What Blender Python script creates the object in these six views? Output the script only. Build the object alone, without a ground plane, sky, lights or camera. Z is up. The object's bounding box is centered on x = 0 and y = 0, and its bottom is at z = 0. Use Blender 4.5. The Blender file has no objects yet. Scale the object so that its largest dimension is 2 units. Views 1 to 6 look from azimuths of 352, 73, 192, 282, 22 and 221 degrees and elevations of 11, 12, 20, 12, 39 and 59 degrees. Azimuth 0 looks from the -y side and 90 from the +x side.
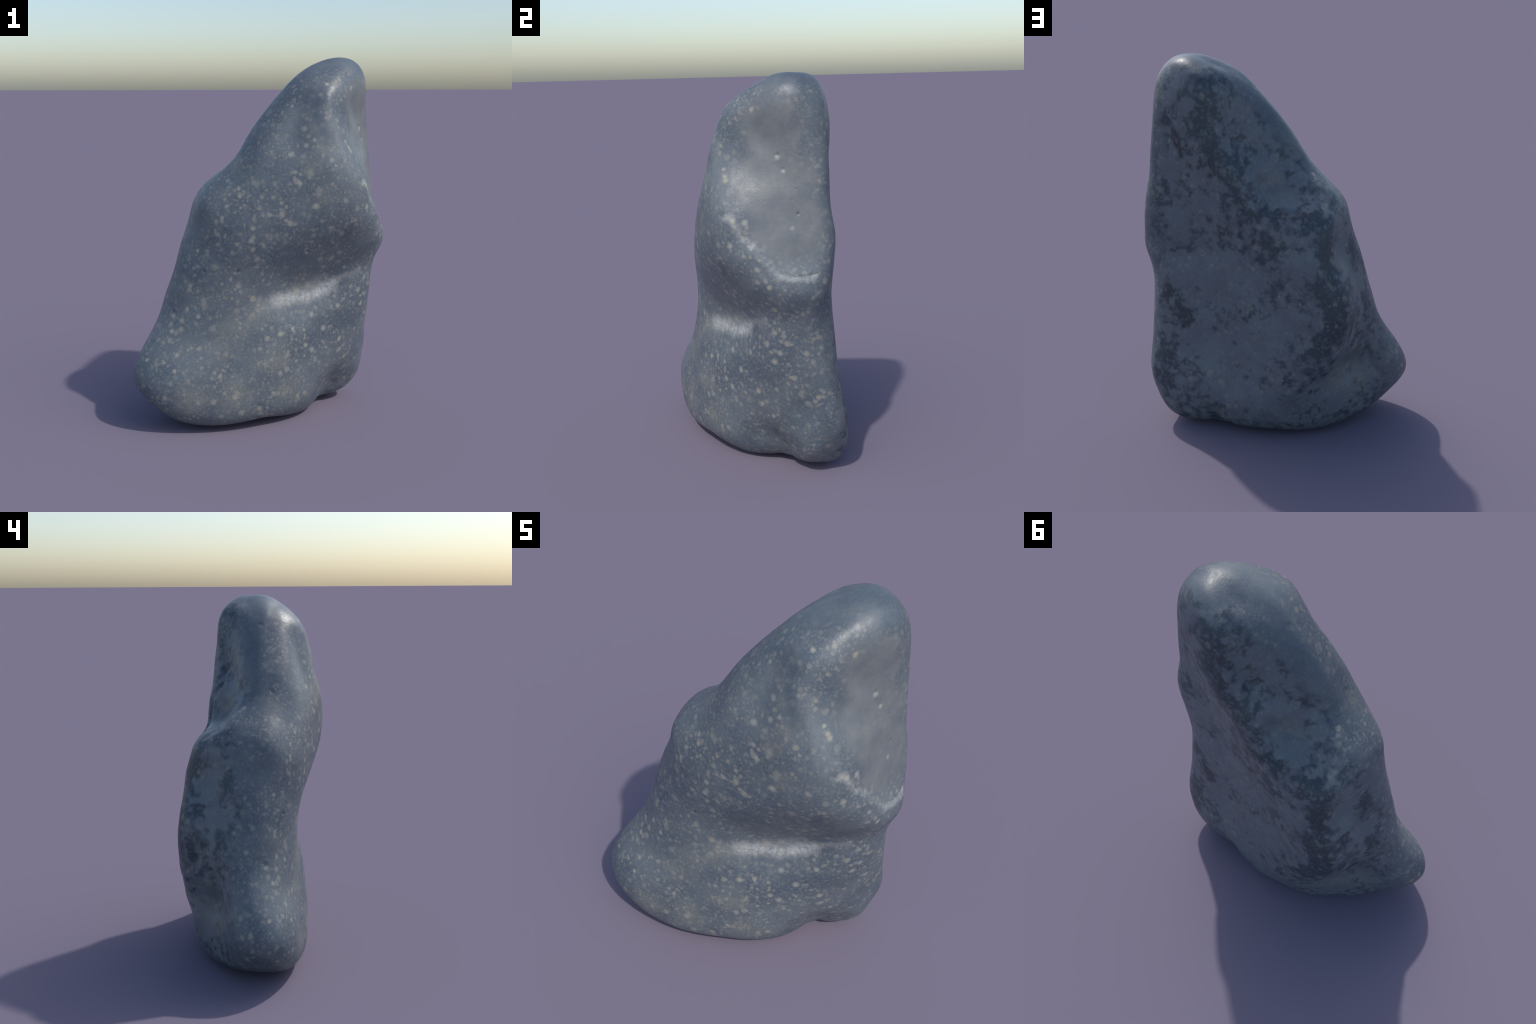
"""A tall, sea-worn pebble standing on end: blue-grey stone with pale mineral flecks.

The body is a loft: a leaning spine carries cross-sections, each a closed smooth
curve through control radii at twenty-four bearings; the rays fan out into the two
rounded ends.  Local wear (pits, chips, cracks, edges) is pressed into the lofted
skin afterwards, and the colours come from node masks on object coordinates.
"""
import math
import bpy
import numpy as np

# ------------------------------------------------------------------ loft
# control radii (metres) from the spine, bottom section first;
# bearings run anticlockwise seen from above, starting at +x
POLE_BOTTOM, POLE_TOP = 0.361, 0.335
SECTIONS = [
    [0.412, 0.422, 0.411, 0.415, 0.409, 0.394, 0.394, 0.388, 0.384, 0.389, 0.402, 0.410, 0.414, 0.415, 0.414, 0.409, 0.404, 0.399, 0.389, 0.388, 0.393, 0.401, 0.409, 0.416],
    [0.543, 0.491, 0.486, 0.439, 0.433, 0.468, 0.445, 0.465, 0.494, 0.521, 0.529, 0.539, 0.537, 0.522, 0.494, 0.460, 0.416, 0.386, 0.413, 0.441, 0.474, 0.505, 0.523, 0.531],
    [0.475, 0.693, 0.714, 0.720, 0.570, 0.544, 0.499, 0.516, 0.519, 0.548, 0.583, 0.609, 0.661, 0.655, 0.671, 0.642, 0.610, 0.564, 0.491, 0.481, 0.473, 0.456, 0.444, 0.462],
    [0.609, 0.742, 0.704, 0.804, 0.554, 0.461, 0.479, 0.416, 0.506, 0.461, 0.498, 0.562, 0.656, 0.757, 0.714, 0.771, 0.662, 0.503, 0.418, 0.381, 0.385, 0.413, 0.458, 0.515],
    [0.586, 0.620, 0.775, 0.706, 0.507, 0.408, 0.362, 0.516, 0.430, 0.480, 0.462, 0.447, 0.700, 0.820, 0.871, 0.805, 0.514, 0.393, 0.367, 0.327, 0.352, 0.398, 0.451, 0.510],
    [0.592, 0.622, 0.688, 0.615, 0.401, 0.353, 0.346, 0.395, 0.562, 0.492, 0.567, 0.566, 0.629, 0.748, 0.749, 0.568, 0.448, 0.367, 0.295, 0.324, 0.321, 0.367, 0.447, 0.516],
    [0.562, 0.623, 0.629, 0.561, 0.401, 0.315, 0.319, 0.376, 0.538, 0.594, 0.527, 0.594, 0.639, 0.647, 0.584, 0.557, 0.404, 0.310, 0.263, 0.234, 0.289, 0.355, 0.466, 0.530],
    [0.558, 0.574, 0.590, 0.533, 0.353, 0.278, 0.316, 0.297, 0.545, 0.627, 0.595, 0.593, 0.620, 0.614, 0.617, 0.487, 0.418, 0.282, 0.199, 0.196, 0.227, 0.255, 0.440, 0.515],
    [0.528, 0.575, 0.544, 0.495, 0.363, 0.293, 0.261, 0.321, 0.470, 0.670, 0.578, 0.569, 0.588, 0.612, 0.567, 0.529, 0.397, 0.311, 0.242, 0.249, 0.283, 0.344, 0.405, 0.496],
    [0.599, 0.600, 0.571, 0.458, 0.321, 0.267, 0.286, 0.255, 0.524, 0.546, 0.539, 0.553, 0.598, 0.600, 0.561, 0.500, 0.440, 0.337, 0.304, 0.300, 0.346, 0.432, 0.540, 0.570],
    [0.472, 0.494, 0.565, 0.485, 0.323, 0.258, 0.253, 0.311, 0.477, 0.575, 0.517, 0.560, 0.574, 0.566, 0.549, 0.530, 0.439, 0.358, 0.338, 0.374, 0.435, 0.501, 0.489, 0.469],
    [0.445, 0.456, 0.514, 0.501, 0.322, 0.281, 0.270, 0.304, 0.413, 0.548, 0.622, 0.568, 0.585, 0.578, 0.589, 0.501, 0.426, 0.364, 0.324, 0.400, 0.445, 0.417, 0.414, 0.423],
    [0.386, 0.397, 0.476, 0.443, 0.325, 0.279, 0.263, 0.358, 0.203, 0.230, 0.314, 0.515, 0.502, 0.499, 0.476, 0.451, 0.412, 0.352, 0.342, 0.408, 0.400, 0.380, 0.373, 0.371],
    [0.358, 0.375, 0.431, 0.446, 0.335, 0.299, 0.323, 0.301, 0.305, 0.301, 0.299, 0.306, 0.373, 0.418, 0.418, 0.414, 0.391, 0.329, 0.345, 0.375, 0.328, 0.329, 0.329, 0.341],
    [0.312, 0.344, 0.401, 0.436, 0.345, 0.353, 0.348, 0.249, 0.212, 0.242, 0.291, 0.347, 0.376, 0.397, 0.388, 0.385, 0.368, 0.300, 0.372, 0.314, 0.271, 0.277, 0.285, 0.295],
    [0.299, 0.337, 0.388, 0.427, 0.412, 0.374, 0.381, 0.242, 0.250, 0.258, 0.289, 0.317, 0.343, 0.361, 0.355, 0.349, 0.347, 0.296, 0.375, 0.305, 0.263, 0.260, 0.267, 0.280],
    [0.306, 0.340, 0.399, 0.454, 0.429, 0.429, 0.459, 0.296, 0.273, 0.275, 0.290, 0.307, 0.320, 0.327, 0.328, 0.328, 0.328, 0.342, 0.368, 0.368, 0.274, 0.248, 0.248, 0.270],
    [0.387, 0.423, 0.454, 0.452, 0.474, 0.464, 0.404, 0.381, 0.323, 0.304, 0.297, 0.298, 0.303, 0.309, 0.307, 0.313, 0.325, 0.339, 0.340, 0.368, 0.368, 0.356, 0.354, 0.366],
    [0.425, 0.429, 0.427, 0.420, 0.401, 0.371, 0.355, 0.339, 0.338, 0.329, 0.319, 0.313, 0.312, 0.317, 0.325, 0.323, 0.324, 0.329, 0.336, 0.342, 0.368, 0.390, 0.406, 0.417],
]

N_SECT, N_BEAR = len(SECTIONS) + 2, 24
RINGS, SEGS, CAP = 640, 680, 38


def spline_weights(f):
    """Uniform cubic B-spline weights."""
    return np.stack([(1 - f) ** 3 / 6, (3 * f ** 3 - 6 * f * f + 4) / 6,
                     (-3 * f ** 3 + 3 * f * f + 3 * f + 1) / 6, f ** 3 / 6], -1)


def spine(t):
    """Point on the leaning spine and elevation of the rays, t from -1 (bottom) to 1 (top)."""
    z = 1.0 + 0.62 * np.sin(math.pi / 2 * t)
    elev = np.radians(90 * (0.45 * t + 0.55 * t ** 3))
    return np.stack([-0.15 + 0.30 * z, 0 * z, z], -1), elev


def radii(t, bearing):
    """Spline radius of the skin for arrays of t and bearing."""
    ctrl = np.array([[POLE_BOTTOM] * N_BEAR] + SECTIONS + [[POLE_TOP] * N_BEAR])
    x = (t + 1) / 2 * (N_SECT - 1)
    i = np.clip(np.floor(x).astype(int), 0, N_SECT - 2)
    wt = spline_weights(x - i)
    y = bearing / (2 * math.pi) * N_BEAR
    j = np.floor(y).astype(int)
    wb = spline_weights(y - j)
    r = np.zeros_like(t)
    for a in range(4):
        for b in range(4):
            ii, jj = i + a - 1, (j + b - 1) % N_BEAR
            over = (ii < 0) | (ii > N_SECT - 1)          # carry the skin across the end
            jj = np.where(over, (jj + N_BEAR // 2) % N_BEAR, jj)
            ii = np.where(ii < 0, -ii, np.where(ii > N_SECT - 1, 2 * (N_SECT - 1) - ii, ii))
            r += wt[:, a] * wb[:, b] * ctrl[ii, jj]
    return r


def round_end(grid, reach):
    """Make the rings 0..reach of a radius grid close as one smooth cap on ring 0."""
    h = np.fft.rfft(grid, axis=1)
    edge, slope = h[reach], (h[reach + 1] - h[reach - 1]) / 2 * reach
    n = np.arange(h.shape[1])
    beta = (slope - n * edge) / 2
    for k in range(reach):
        s = k / reach
        h[k] = (s ** n) * (edge - beta + beta * s * s)
    return np.fft.irfft(h, grid.shape[1], axis=1)


def build_body():
    t = np.linspace(-1, 1, RINGS)
    b = np.arange(SEGS) * 2 * math.pi / SEGS
    tt, bb = np.meshgrid(t, b, indexing="ij")
    r = radii(tt.ravel(), bb.ravel()).reshape(RINGS, SEGS)
    r = round_end(r, CAP)
    r = round_end(r[::-1], CAP)[::-1]
    o, el = spine(tt.ravel())
    bb = bb.ravel()
    d = np.stack([np.cos(el) * np.cos(bb), 0.55 * np.cos(el) * np.sin(bb), 0.7 * np.sin(el)], -1)
    d /= np.linalg.norm(d, axis=1)[:, None]
    grid = (o + r.ravel()[:, None] * d).reshape(RINGS, SEGS, 3)
    pts = np.concatenate([grid[1:-1].reshape(-1, 3), grid[0, :1], grid[-1, :1]])
    rows = RINGS - 2
    idx = np.arange(rows * SEGS).reshape(rows, SEGS)
    nxt = np.roll(idx, -1, 1)
    quads = np.stack([idx[:-1], nxt[:-1], nxt[1:], idx[1:]], -1).reshape(-1, 4)
    s, n = rows * SEGS, rows * SEGS + 1
    faces = quads.tolist()
    faces += [(s, int(nxt[0, k]), int(idx[0, k])) for k in range(SEGS)]
    faces += [(n, int(idx[-1, k]), int(nxt[-1, k])) for k in range(SEGS)]
    return pts, faces



# ------------------------------------------------------------------ wear on the skin
# hollows: centre x, y, z, radius, depth (a negative depth swells outward)
PITS = [
    (-0.120, 0.315, 1.140, 0.110, 0.014), (-0.150, 0.352, 0.640, 0.095, 0.011),
    (0.330, 0.330, 0.220, 0.130, -0.012), (0.100, 0.325, 0.190, 0.140, -0.012), (-0.050, 0.335, 0.210, 0.110, -0.008),
    (0.086, 0.325, 0.354, 0.017, 0.014), (0.490, 0.290, 0.452, 0.012, 0.006),
    (0.182, 0.190, 1.592, 0.026, 0.016), (0.529, 0.222, 1.604, 0.022, 0.013),
    (0.551, -0.037, 1.628, 0.012, 0.003), (0.569, -0.015, 1.560, 0.010, 0.002),
    (0.613, 0.059, 1.623, 0.012, 0.0015), (0.628, 0.034, 1.357, 0.009, 0.003),
    (0.609, 0.010, 1.419, 0.006, 0.002), (0.570, -0.106, 1.417, 0.009, 0.001),
    (0.134, -0.022, 1.841, 0.016, 0.0025), (-0.334, -0.239, 0.881, 0.008, 0.006),
    (-0.159, -0.282, 0.885, 0.015, 0.003), (0.212, -0.284, 0.985, 0.013, 0.004),
    (-0.500, -0.178, 0.648, 0.018, 0.003), (-0.112, -0.138, 1.494, 0.014, 0.003),
    (0.348, 0.236, 1.005, 0.009, 0.006), (0.384, 0.231, 1.080, 0.014, 0.005),
    (-0.437, 0.213, 0.524, 0.011, 0.008), (0.357, 0.258, 0.754, 0.008, 0.005),
    (0.325, 0.263, 0.715, 0.008, 0.005), (0.513, 0.222, 0.998, 0.012, 0.005),
    (-0.055, -0.322, 0.148, 0.012, 0.006), (0.113, 0.156, 1.527, 0.010, 0.005),
    (-0.450, 0.150, 0.420, 0.120, 0.020), (0.128, 0.317, 0.428, 0.010, 0.004),
]
# grooves: path, half width, depth (a negative depth raises a ridge)
GROOVES = [
    # crack along the lip of the big chip
    ([(0.640, -0.100, 1.128), (0.650, -0.078, 1.108), (0.668, -0.054, 1.089), (0.690, 0.000, 1.078),
      (0.698, 0.060, 1.079), (0.698, 0.100, 1.084)], 0.005, 0.0035),
    # soft lip just below it
    ([(0.600, -0.185, 1.185), (0.655, -0.100, 1.090), (0.690, -0.030, 1.050), (0.705, 0.080, 1.052)], 0.028, -0.006),
    # rounded rim on the near side of the chip, with a shallow gutter outside it
    ([(0.332, -0.232, 1.800), (0.328, -0.260, 1.737), (0.345, -0.276, 1.654), (0.376, -0.290, 1.565),
      (0.413, -0.300, 1.483), (0.475, -0.290, 1.399), (0.532, -0.263, 1.308)], 0.036, -0.004),
    ([(0.230, -0.210, 1.795), (0.258, -0.240, 1.757), (0.266, -0.275, 1.693), (0.290, -0.300, 1.614), (0.310, -0.312, 1.545)], 0.042, 0.002),
    # bruise shaped like a small crescent
    ([(0.604, -0.012, 1.470), (0.610, 0.012, 1.482), (0.616, 0.036, 1.470)], 0.005, 0.002),
    # step where the upper hollow was flaked away
    ([(0.236, 0.214, 1.760), (0.216, 0.206, 1.675), (0.186, 0.192, 1.605), (0.148, 0.196, 1.550),
      (0.104, 0.206, 1.500), (0.092, 0.240, 1.450), (0.098, 0.264, 1.398), (0.040, 0.258, 1.312),
      (-0.005, 0.258, 1.280), (-0.066, 0.258, 1.262), (-0.142, 0.238, 1.268)], 0.020, 0.012),
    # seam above the toe
    ([(-0.461, 0.160, 0.700), (-0.440, 0.187, 0.655), (-0.415, 0.245, 0.588), (-0.380, 0.288, 0.543),
      (-0.320, 0.324, 0.505), (-0.281, 0.331, 0.459)], 0.026, 0.010),
    ([(-0.488, 0.107, 0.584), (-0.516, 0.059, 0.486), (-0.533, 0.029, 0.375), (-0.600, -0.005, 0.301)], 0.024, 0.009),
    # cleft between the foot and the main base
    ([(0.440, 0.015, 0.130), (0.400, 0.040, 0.070), (0.350, 0.160, 0.040),
      (0.285, 0.265, 0.050), (0.252, 0.312, 0.100), (0.235, 0.325, 0.150)], 0.030, 0.012),
    # hairline on the hollow's floor
    ([(-0.030, 0.135, 1.350), (-0.061, 0.128, 1.345), (-0.085, 0.115, 1.350)], 0.006, 0.004),
]


def distance_to_path(p, path):
    best = np.full(len(p), 1e9)
    path = np.array(path)
    for a, b in zip(path[:-1], path[1:]):
        ab = b - a
        s = np.clip(((p - a) @ ab) / (ab @ ab), 0, 1)
        best = np.minimum(best, np.linalg.norm(p - (a + s[:, None] * ab), axis=1))
    return best


def press_wear(p, normal):
    push = np.zeros(len(p))
    for x, y, z, radius, depth in PITS:
        d = np.linalg.norm(p - np.array([x, y, z]), axis=1) / (radius * 1.25)
        push -= depth * np.clip(1 - d * d, 0, 1) ** 1.5
    for path, half, depth in GROOVES:
        d = distance_to_path(p, path) / half
        push -= depth * np.exp(-d * d * 1.4)
    # faint water-worn undulation
    for k, (f, amp) in enumerate(((19.0, 0.0006), (33.0, 0.0004))):
        q = p * f + k * 1.7
        push += amp * (np.sin(q[:, 0] + 1.3 * np.sin(q[:, 1])) * np.sin(q[:, 2] + 1.1 * np.sin(q[:, 0]))
                       + np.sin(q[:, 1] * 0.9 + 1.2 * np.sin(q[:, 2])))
    return p + push[:, None] * normal


pts, faces = build_body()
mesh = bpy.data.meshes.new("pebble")
mesh.from_pydata(pts, [], faces)
mesh.update()
normal = np.empty(len(pts) * 3)
mesh.vertices.foreach_get("normal", normal)
pts = press_wear(pts, normal.reshape(-1, 3))
pts[:, 2] = np.maximum(pts[:, 2], 0.0)      # it stands on its foot
mesh.vertices.foreach_set("co", pts.ravel())
mesh.polygons.foreach_set("use_smooth", np.ones(len(mesh.polygons), bool))
mesh.update()
stone = bpy.data.objects.new("pebble", mesh)
bpy.context.collection.objects.link(stone)
stone["label"] = "tall sea-worn blue-grey pebble with pale flecks"
stone["category"] = "stone"

# ------------------------------------------------------------------ material
mat = bpy.data.materials.new("flecked_stone")
mat.use_nodes = True
tree = mat.node_tree
bsdf = tree.nodes["Principled BSDF"]


def node(kind, **inputs):
    n = tree.nodes.new(kind)
    for key, value in inputs.items():
        if hasattr(n, key) and key not in ("location",):
            setattr(n, key, value)
    return n


def plug(socket, value):
    if hasattr(value, "is_output"):
        tree.links.new(value, socket)
    elif value is not None:
        socket.default_value = value


def math_(op, a, b=None, clamp=False):
    n = node("ShaderNodeMath", operation=op, use_clamp=clamp)
    plug(n.inputs[0], a)
    if b is not None:
        plug(n.inputs[1], b)
    return n.outputs[0]


def ramp(value, lo, hi, to_lo=0.0, to_hi=1.0):
    n = node("ShaderNodeMapRange", interpolation_type="SMOOTHSTEP", clamp=False)
    for i, v in enumerate((value, lo, hi, to_lo, to_hi)):
        plug(n.inputs[i], v)
    return n.outputs[0]


def vec(op, a, b):
    n = node("ShaderNodeVectorMath", operation=op)
    plug(n.inputs[0], a)
    plug(n.inputs[1], b)
    return n.outputs["Value"] if op in ("DISTANCE", "LENGTH") else n.outputs["Vector"]


def scaled(v, k):
    n = node("ShaderNodeVectorMath", operation="SCALE")
    plug(n.inputs[0], v)
    n.inputs["Scale"].default_value = k
    return n.outputs["Vector"]


def mix(fac, a, b):
    n = node("ShaderNodeMix", data_type="RGBA", clamp_factor=False)
    plug(n.inputs[0], fac)
    for socket, v in ((n.inputs[6], a), (n.inputs[7], b)):
        if isinstance(v, tuple):
            v = (*v, 1.0)
        plug(socket, v)
    return n.outputs[2]


coords = node("ShaderNodeTexCoord").outputs["Object"]


def noise(scale, detail=4.0, rough=0.55, distort=0.0, at=None, color=False, seed=0.0):
    n = node("ShaderNodeTexNoise", noise_dimensions="4D")
    plug(n.inputs["Vector"], coords if at is None else at)
    n.inputs["W"].default_value = seed
    n.inputs["Scale"].default_value = scale
    n.inputs["Detail"].default_value = detail
    n.inputs["Roughness"].default_value = rough
    n.inputs["Distortion"].default_value = distort
    return n.outputs["Color"] if color else n.outputs["Fac"]


def jitter(scale, amount, seed):
    c = vec("SUBTRACT", noise(scale, 2.0, 0.5, color=True, seed=seed), (0.5, 0.5, 0.5))
    return vec("ADD", coords, scaled(c, amount))


ragged = jitter(28.0, 0.014, 1.0)      # small wobble for fleck outlines
wavy = jitter(45.0, 0.022, 4.0)         # blotch outlines
loose = jitter(7.0, 0.16, 2.0)         # wide wobble for stains
smudge = jitter(24.0, 0.036, 6.0)
blown = vec("ADD", loose, scaled(vec("SUBTRACT", noise(40.0, 3.0, 0.6, color=True, seed=3.0), (0.5, 0.5, 0.5)), 0.05))


def blob(at, x, y, z, radius, soft=0.0):
    """1 inside a ball, falling through 0 at its rim (negative beyond)."""
    away = vec("DISTANCE", at, (x, y, z))        # made first: keeps few values alive at once
    n = node("ShaderNodeMath", operation="MULTIPLY_ADD")
    plug(n.inputs[0], away)
    n.inputs[1].default_value = -1.0 / (radius * (1.0 - soft))
    n.inputs[2].default_value = 1.0 / (1.0 - soft)
    return n.outputs[0]


def gather(op, spots, at, soft=0.0, grow=1.0):
    """Fold many round spots (x, y, z, radius) into one mask, one after the other."""
    out = None
    for x, y, z, radius in spots:
        one = blob(at, x, y, z, radius * grow, soft)
        if op == "ADD":
            one = math_("MAXIMUM", one, 0.0)
        out = one if out is None else math_(op, out, one)
    return ramp(out, 0.0, 1.0) if op == "MAXIMUM" else out


def along(path, radius, step):
    """Spots strung along a path."""
    path = np.array(path, float)
    out = []
    for a, b in zip(path[:-1], path[1:]):
        k = max(1, int(np.linalg.norm(b - a) / step))
        out += [(*(a + (b - a) * i / k).tolist(), radius) for i in range(k)]
    return out + [(*path[-1].tolist(), radius)]


def flecks(scale, seed, keep, small, large, at):
    """Scattered grains: random size per Voronoi cell, only a share of the cells carry one."""
    v = node("ShaderNodeTexVoronoi", voronoi_dimensions="4D", feature="F1")
    plug(v.inputs["Vector"], at)
    v.inputs["W"].default_value = seed
    v.inputs["Scale"].default_value = scale
    v.inputs["Randomness"].default_value = 1.0
    sep = node("ShaderNodeSeparateColor")
    plug(sep.inputs[0], v.outputs["Color"])
    size = ramp(sep.outputs[0], 0.0, 1.0, small, large)
    spot = ramp(math_("SUBTRACT", v.outputs["Distance"], size), -0.22, 0.13, 1.0, 0.0)
    has = math_("LESS_THAN", sep.outputs[1], keep)
    return math_("MULTIPLY", spot, has), sep.outputs[2]


# --- where things sit
xyz = node("ShaderNodeSeparateXYZ")
plug(xyz.inputs[0], loose)
# the mottled crust covers the back and half of the narrow side, not the crown
crust = ramp(math_("SUBTRACT", xyz.outputs["Y"], math_("MULTIPLY", math_("ADD", xyz.outputs["X"], 0.45), 0.20)), -0.045, 0.045)
hollow = gather("MAXIMUM", [(0.000, 0.130, 1.450, 0.24), (-0.100, 0.120, 1.350, 0.16), (0.120, 0.130, 1.620, 0.17),
                            (-0.450, 0.130, 0.400, 0.20), (-0.450, 0.080, 0.900, 0.18), (-0.360, 0.120, 1.120, 0.15)], loose, 0.5)
crust = math_("MAXIMUM", crust, hollow)
crust = math_("MULTIPLY", crust, ramp(math_("ADD", xyz.outputs["Z"], math_("MULTIPLY", xyz.outputs["X"], -0.25)), 1.83, 1.90, 1.0, 0.0))

# dark band: down the back's edge, round the hollow, along the corner to the toe
BAND = [(0.326, 0.248, 1.893), (0.290, 0.250, 1.800), (0.344, 0.285, 1.673), (0.259, 0.282, 1.559), (0.179, 0.280, 1.447),
        (0.127, 0.283, 1.355), (0.058, 0.279, 1.262), (-0.062, 0.281, 1.237), (-0.179, 0.262, 1.241), (-0.265, 0.230, 1.220),
        (-0.299, 0.258, 1.137), (-0.322, 0.295, 0.980), (-0.350, 0.328, 0.846), (-0.379, 0.327, 0.692), (-0.281, 0.351, 0.557)]
DARK = along(BAND, 0.085, 0.065) + [
    (0.584, 0.227, 1.276, 0.09), (0.579, 0.228, 1.127, 0.09), (0.529, 0.246, 0.768, 0.09), (0.445, 0.265, 0.675, 0.09),
    (0.536, 0.285, 0.426, 0.09), (0.560, 0.303, 0.287, 0.08), (0.500, 0.244, 1.700, 0.08), (0.455, 0.247, 1.561, 0.07),
    (-0.020, 0.301, 1.110, 0.07), (0.030, 0.280, 1.020, 0.05), (-0.316, 0.228, 1.165, 0.07), (-0.440, 0.253, 0.870, 0.09),
    (-0.460, 0.230, 0.720, 0.09), (-0.417, 0.025, 1.040, 0.07), (-0.494, 0.059, 0.740, 0.07), (-0.454, -0.034, 0.940, 0.07),
    (0.150, 0.130, 1.590, 0.05)]
PALE = [(0.300, 0.261, 0.900, 0.22), (0.113, 0.275, 0.900, 0.15), (0.060, 0.319, 0.560, 0.20), (0.300, 0.270, 0.500, 0.18),
        (0.472, 0.242, 0.920, 0.13), (-0.174, 0.325, 1.020, 0.10), (-0.150, 0.344, 0.700, 0.12), (0.330, 0.266, 1.270, 0.10),
        (0.478, 0.231, 1.190, 0.13), (0.409, 0.271, 1.790, 0.05), (0.505, 0.234, 1.830, 0.05), (0.360, 0.265, 1.420, 0.07),
        (0.188, 0.150, 1.749, 0.09), (0.120, 0.130, 1.655, 0.08), (0.030, 0.150, 1.450, 0.15), (-0.070, 0.160, 1.340, 0.12),
        (-0.434, 0.163, 0.440, 0.13), (-0.553, 0.033, 0.340, 0.12), (-0.371, 0.203, 0.300, 0.14), (0.150, 0.320, 0.300, 0.16),
        (-0.364, 0.113, 1.129, 0.07), (-0.370, 0.160, 1.020, 0.08), (-0.440, 0.100, 0.880, 0.10), (-0.389, -0.044, 1.144, 0.08),
        (0.520, 0.250, 1.450, 0.09), (-0.080, 0.310, 0.240, 0.16)]
tone = math_("SUBTRACT", gather("ADD", PALE, loose), gather("ADD", DARK, loose))
tone = math_("MINIMUM", math_("MAXIMUM", tone, -1.0), 1.0)
grainy = noise(21.0, 3.5, 0.55, 0.0, seed=5.0)
pale_crust = ramp(math_("ADD", grainy, math_("MULTIPLY", tone, 0.23)), 0.350, 0.575)

# --- ground colours
shade = noise(5.0, 4.0, 0.6, seed=8.0)
ground = mix(ramp(shade, 0.34, 0.66), (0.070, 0.094, 0.123), (0.112, 0.137, 0.160))
ground = mix(ramp(noise(90.0, 3.0, 0.7, seed=9.0), 0.38, 0.70, 0.0, 0.35), ground, (0.172, 0.184, 0.184))
ground = mix(ramp(noise(24.0, 4.0, 0.6, seed=9.5), 0.52, 0.75, 0.0, 0.35), ground, (0.170, 0.185, 0.190))
dark_stone = mix(ramp(shade, 0.35, 0.65), (0.036, 0.045, 0.059), (0.045, 0.062, 0.080))
pale_stone = mix(ramp(noise(9.0, 5.0, 0.6, seed=11.0), 0.38, 0.62), (0.116, 0.131, 0.155), (0.130, 0.157, 0.174))
back = mix(pale_crust, dark_stone, pale_stone)
color = mix(crust, ground, back)

# pale lichen-like dots scattered through the dark parts of the crust
for scale, seed, keep, small, large, strength in ((58.0, 7.0, 0.55, 0.12, 0.50, 0.45), (26.0, 8.0, 0.42, 0.12, 0.50, 0.70)):
    spot, tint = flecks(scale, seed, keep, small, large, wavy)
    color = mix(math_("MULTIPLY", math_("MULTIPLY", spot, crust), strength), color,
                mix(tint, (0.105, 0.128, 0.148), (0.150, 0.165, 0.172)))

# the big chip: smooth, even grey, hardly any grain
chip = gather("MAXIMUM", [(0.560, -0.060, 1.500, 0.24), (0.620, 0.000, 1.300, 0.22), (0.500, -0.040, 1.740, 0.20)], loose, 0.55)
chip = math_("MULTIPLY", chip, math_("SUBTRACT", 1.0, crust))
color = mix(math_("MULTIPLY", chip, 0.75), color,
            mix(ramp(noise(14.0, 5.0, 0.6, seed=12.0), 0.35, 0.65), (0.138, 0.153, 0.165), (0.180, 0.188, 0.190)))

# blue-black gutter beside the chip, paler rim
gutter = gather("MAXIMUM", along([(0.216, -0.201, 1.800), (0.258, -0.242, 1.757), (0.266, -0.275, 1.693),
                                  (0.290, -0.300, 1.614), (0.310, -0.312, 1.560)], 0.055, 0.04), wavy, 0.1)
color = mix(math_("MULTIPLY", gutter, 0.75), color, (0.070, 0.092, 0.122))
rim = gather("MAXIMUM", along([(0.345, -0.276, 1.654), (0.376, -0.290, 1.565), (0.413, -0.300, 1.483), (0.475, -0.290, 1.399)], 0.055, 0.04), loose, 0.0)
color = mix(math_("MULTIPLY", rim, 0.5), color, (0.158, 0.182, 0.202))

# olive-tan haze
TAN = [(0.260, -0.320, 1.509, 0.07), (0.215, -0.330, 1.426, 0.07), (0.276, -0.347, 1.268, 0.07),
       (0.224, -0.238, 1.690, 0.05), (0.257, -0.297, 1.607, 0.05), (-0.197, -0.283, 0.569, 0.13),
       (-0.240, -0.292, 0.460, 0.12), (-0.400, -0.357, 0.210, 0.15), (-0.200, -0.343, 0.230, 0.16),
       (0.040, -0.304, 0.386, 0.14), (0.110, -0.275, 0.200, 0.13), (-0.066, -0.279, 0.640, 0.10),
       (0.200, -0.210, 0.800, 0.09), (0.430, 0.030, 0.150, 0.07),
       (-0.020, 0.130, 1.380, 0.10), (0.010, 0.200, 1.300, 0.06), (-0.473, 0.123, 0.470, 0.10), (-0.500, 0.090, 0.330, 0.14), (-0.400, 0.190, 0.330, 0.12), (0.235, 0.315, 0.110, 0.06),
       (-0.600, -0.200, 0.300, 0.10), (-0.160, -0.130, 1.440, 0.07)]
tan = gather("MAXIMUM", TAN, loose)
color = mix(math_("MULTIPLY", tan, ramp(noise(70.0, 4.0, 0.70, seed=13.0), 0.36, 0.64, 0.10, 0.70)), color, (0.205, 0.203, 0.170))

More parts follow.
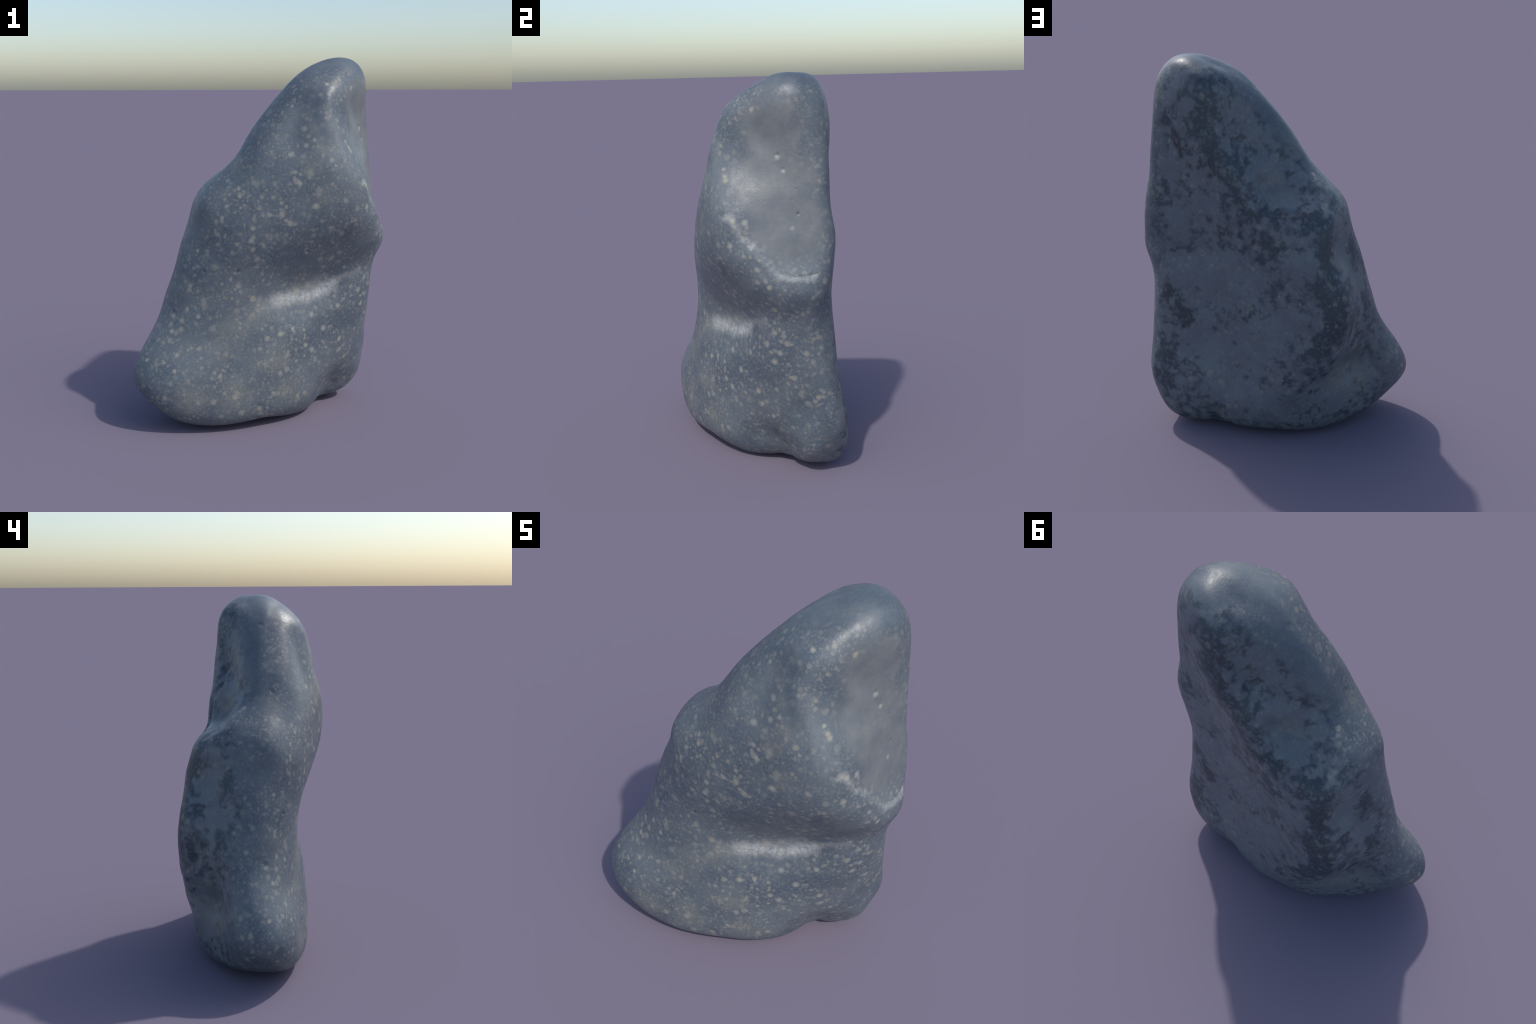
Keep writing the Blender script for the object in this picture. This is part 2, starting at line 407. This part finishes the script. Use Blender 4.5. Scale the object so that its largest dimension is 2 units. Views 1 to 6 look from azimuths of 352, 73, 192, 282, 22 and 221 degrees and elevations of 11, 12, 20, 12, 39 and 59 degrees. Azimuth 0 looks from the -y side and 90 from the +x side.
# pale bloom along the lip of the chip
LIP = [(0.528, -0.268, 1.328), (0.562, -0.230, 1.265), (0.581, -0.200, 1.236), (0.605, -0.163, 1.205),
       (0.632, -0.128, 1.150), (0.653, -0.091, 1.105), (0.675, -0.056, 1.075), (0.692, 0.010, 1.062),
       (0.703, 0.090, 1.072)]
lip = gather("MAXIMUM", along(LIP, 0.040, 0.03), blown, 0.05)
color = mix(math_("MULTIPLY", lip, ramp(noise(30.0, 3.0, 0.6, seed=14.0), 0.30, 0.60, 0.35, 0.9)), color, (0.300, 0.315, 0.310))

# chalky streak on the shelf under the overhang
SHELF = [(0.060, -0.245, 0.705), (0.128, -0.221, 0.712), (0.193, -0.201, 0.712),
         (0.271, -0.182, 0.716), (0.340, -0.155, 0.745), (0.390, -0.142, 0.770)]
veil = gather("MAXIMUM", along([(-0.020, -0.262, 0.690), (0.080, -0.235, 0.735), (0.196, -0.205, 0.760), (0.312, -0.165, 0.790)], 0.075, 0.05)
              + along([(0.400, -0.142, 0.775), (0.487, -0.130, 0.806), (0.560, -0.105, 0.815)], 0.045, 0.03), blown, 0.1)
color = mix(math_("MULTIPLY", veil, ramp(noise(60.0, 3.0, 0.7, seed=15.0), 0.35, 0.65, 0.2, 0.65)), color, (0.270, 0.275, 0.265))
chalk = gather("MAXIMUM", along(SHELF, 0.056, 0.025), smudge, 0.0)
color = mix(math_("MULTIPLY", chalk, ramp(noise(55.0, 4.0, 0.7, seed=25.0), 0.30, 0.62, 0.30, 0.95)), color, mix(ramp(noise(70.0, 3.0, 0.6, seed=16.0), 0.35, 0.6), (0.320, 0.335, 0.338), (0.430, 0.440, 0.435)))

# --- mineral flecks
bare = math_("SUBTRACT", 1.0, math_("MULTIPLY", chip, 0.85))
crown = gather("MAXIMUM", [(0.413, 0.050, 1.993, 0.20), (0.330, -0.060, 1.960, 0.17), (0.480, 0.010, 1.980, 0.15), (0.200, 0.000, 1.860, 0.14), (0.090, 0.010, 1.720, 0.14), (0.000, 0.000, 1.600, 0.11)], loose, 0.4)
bare = math_("MULTIPLY", bare, math_("SUBTRACT", 1.0, math_("MULTIPLY", crown, 0.85)))
bare = math_("MULTIPLY", bare, math_("SUBTRACT", 1.0, math_("MULTIPLY", gutter, 0.7)))
bare = math_("MULTIPLY", bare, ramp(noise(6.0, 3.0, 0.55, seed=18.0), 0.30, 0.62, 0.45, 1.0))
bare = math_("MULTIPLY", bare, math_("SUBTRACT", 1.0, math_("MULTIPLY", crust, 0.55)))
for scale, seed, keep, small, large, strength in ((85.0, 5.0, 0.85, 0.20, 0.60, 0.28), (60.0, 1.0, 0.75, 0.15, 0.55, 0.36),
                                                  (42.0, 2.0, 0.66, 0.14, 0.54, 0.58),
                                                  (27.0, 3.0, 0.58, 0.14, 0.50, 0.70),
                                                  (18.0, 4.0, 0.30, 0.12, 0.36, 0.70)):
    spot, tint = flecks(scale, seed, keep, small, large, ragged)
    c = mix(tint, (0.245, 0.255, 0.245), (0.325, 0.300, 0.235))
    color = mix(math_("MULTIPLY", math_("MULTIPLY", spot, bare), strength), color, c)

# the large grains, each in its place
GRAINS = [
    (0.162, -0.328, 1.350, 0.013), (0.244, -0.345, 1.231, 0.015), (0.197, -0.265, 1.628, 0.014), (0.124, -0.290, 1.500, 0.016),
    (0.200, -0.300, 1.543, 0.014), (0.240, -0.302, 1.570, 0.011), (0.184, -0.281, 1.599, 0.010), (0.145, -0.192, 1.745, 0.010),
    (0.541, -0.276, 1.213, 0.015), (0.435, -0.260, 1.524, 0.012), (0.442, -0.258, 1.506, 0.014), (0.534, -0.253, 1.329, 0.013),
    (0.561, -0.206, 1.320, 0.015), (0.472, -0.130, 1.833, 0.012), (0.551, -0.037, 1.616, 0.014), (0.327, -0.205, 1.853, 0.012),
    (0.305, -0.287, 1.684, 0.009), (-0.083, -0.318, 1.117, 0.014), (-0.092, -0.315, 1.050, 0.015), (-0.166, -0.306, 1.032, 0.014),
    (0.002, -0.326, 1.190, 0.013), (-0.143, -0.270, 1.282, 0.010), (-0.148, -0.253, 1.318, 0.010), (-0.215, -0.257, 1.229, 0.011),
    (0.258, -0.208, 0.611, 0.015), (0.417, -0.158, 0.641, 0.015), (0.262, -0.218, 0.412, 0.016), (0.220, -0.238, 0.447, 0.014),
    (0.330, -0.185, 0.528, 0.016), (0.437, -0.127, 0.438, 0.012), (0.447, -0.107, 0.376, 0.012), (0.482, -0.063, 0.316, 0.013),
    (0.068, -0.303, 0.316, 0.015), (0.028, -0.313, 0.210, 0.010), (0.075, -0.278, 0.531, 0.016), (0.145, -0.262, 0.550, 0.013),
    (-0.371, -0.255, 0.640, 0.012), (-0.500, -0.182, 0.632, 0.014), (-0.510, -0.217, 0.556, 0.013), (-0.504, -0.310, 0.358, 0.011),
    (-0.646, -0.222, 0.401, 0.012), (0.569, -0.015, 1.550, 0.011), (0.571, -0.078, 0.632, 0.016), (0.600, -0.059, 0.680, 0.014),
    (0.566, -0.094, 0.679, 0.010), (0.418, -0.262, 1.560, 0.011), (0.631, 0.002, 1.291, 0.011), (0.636, -0.175, 1.110, 0.013),
    (0.664, -0.126, 1.026, 0.013), (-0.428, -0.223, 0.674, 0.013), (-0.363, -0.194, 0.985, 0.010), (-0.240, -0.260, 1.168, 0.012),
    (0.085, 0.270, 1.155, 0.012), (0.055, 0.288, 1.083, 0.016), (0.295, 0.257, 0.952, 0.011), (0.348, 0.236, 1.010, 0.016),
    (0.417, 0.241, 0.976, 0.013), (-0.372, 0.320, 0.832, 0.013), (-0.382, 0.326, 0.713, 0.011), (-0.290, 0.235, 1.206, 0.010),
    (-0.268, 0.140, 1.300, 0.010), (0.229, 0.326, 0.318, 0.016), (-0.495, -0.011, 0.806, 0.012), (-0.527, -0.080, 0.717, 0.012),
]
grain = gather("MAXIMUM", GRAINS, ragged, 0.15, 1.5)
grain = math_("MULTIPLY", grain, math_("SUBTRACT", 1.0, math_("MULTIPLY", crust, 0.5)))
color = mix(math_("MULTIPLY", grain, 0.75), color, mix(ramp(noise(16.0, 2.0, 0.5, seed=17.0), 0.4, 0.6), (0.300, 0.312, 0.295), (0.355, 0.335, 0.260)))

# dark olive spots in the deeper pits and in the crack
pit_dark = gather("MAXIMUM", [(x, y, z, r * 0.85) for x, y, z, r, d in PITS if d >= 0.003 and r < 0.05]
               + along(GROOVES[0][0], 0.006, 0.008) + along(GROOVES[4][0], 0.006, 0.008), ragged, 0.2)
color = mix(math_("MULTIPLY", pit_dark, 0.7), color, (0.070, 0.064, 0.050))

plug(bsdf.inputs["Base Color"], color)
plug(bsdf.inputs["Roughness"], ramp(noise(35.0, 4.0, 0.6, seed=20.0), 0.3, 0.7, 0.36, 0.50))
bump = node("ShaderNodeBump")
bump.inputs["Strength"].default_value = 0.25
bump.inputs["Distance"].default_value = 0.004
plug(bump.inputs["Height"], math_("ADD", noise(110.0, 4.0, 0.6, seed=21.0), math_("MULTIPLY", noise(30.0, 3.0, 0.5, seed=22.0), 0.7)))
plug(bsdf.inputs["Normal"], bump.outputs["Normal"])
mesh.materials.append(mat)
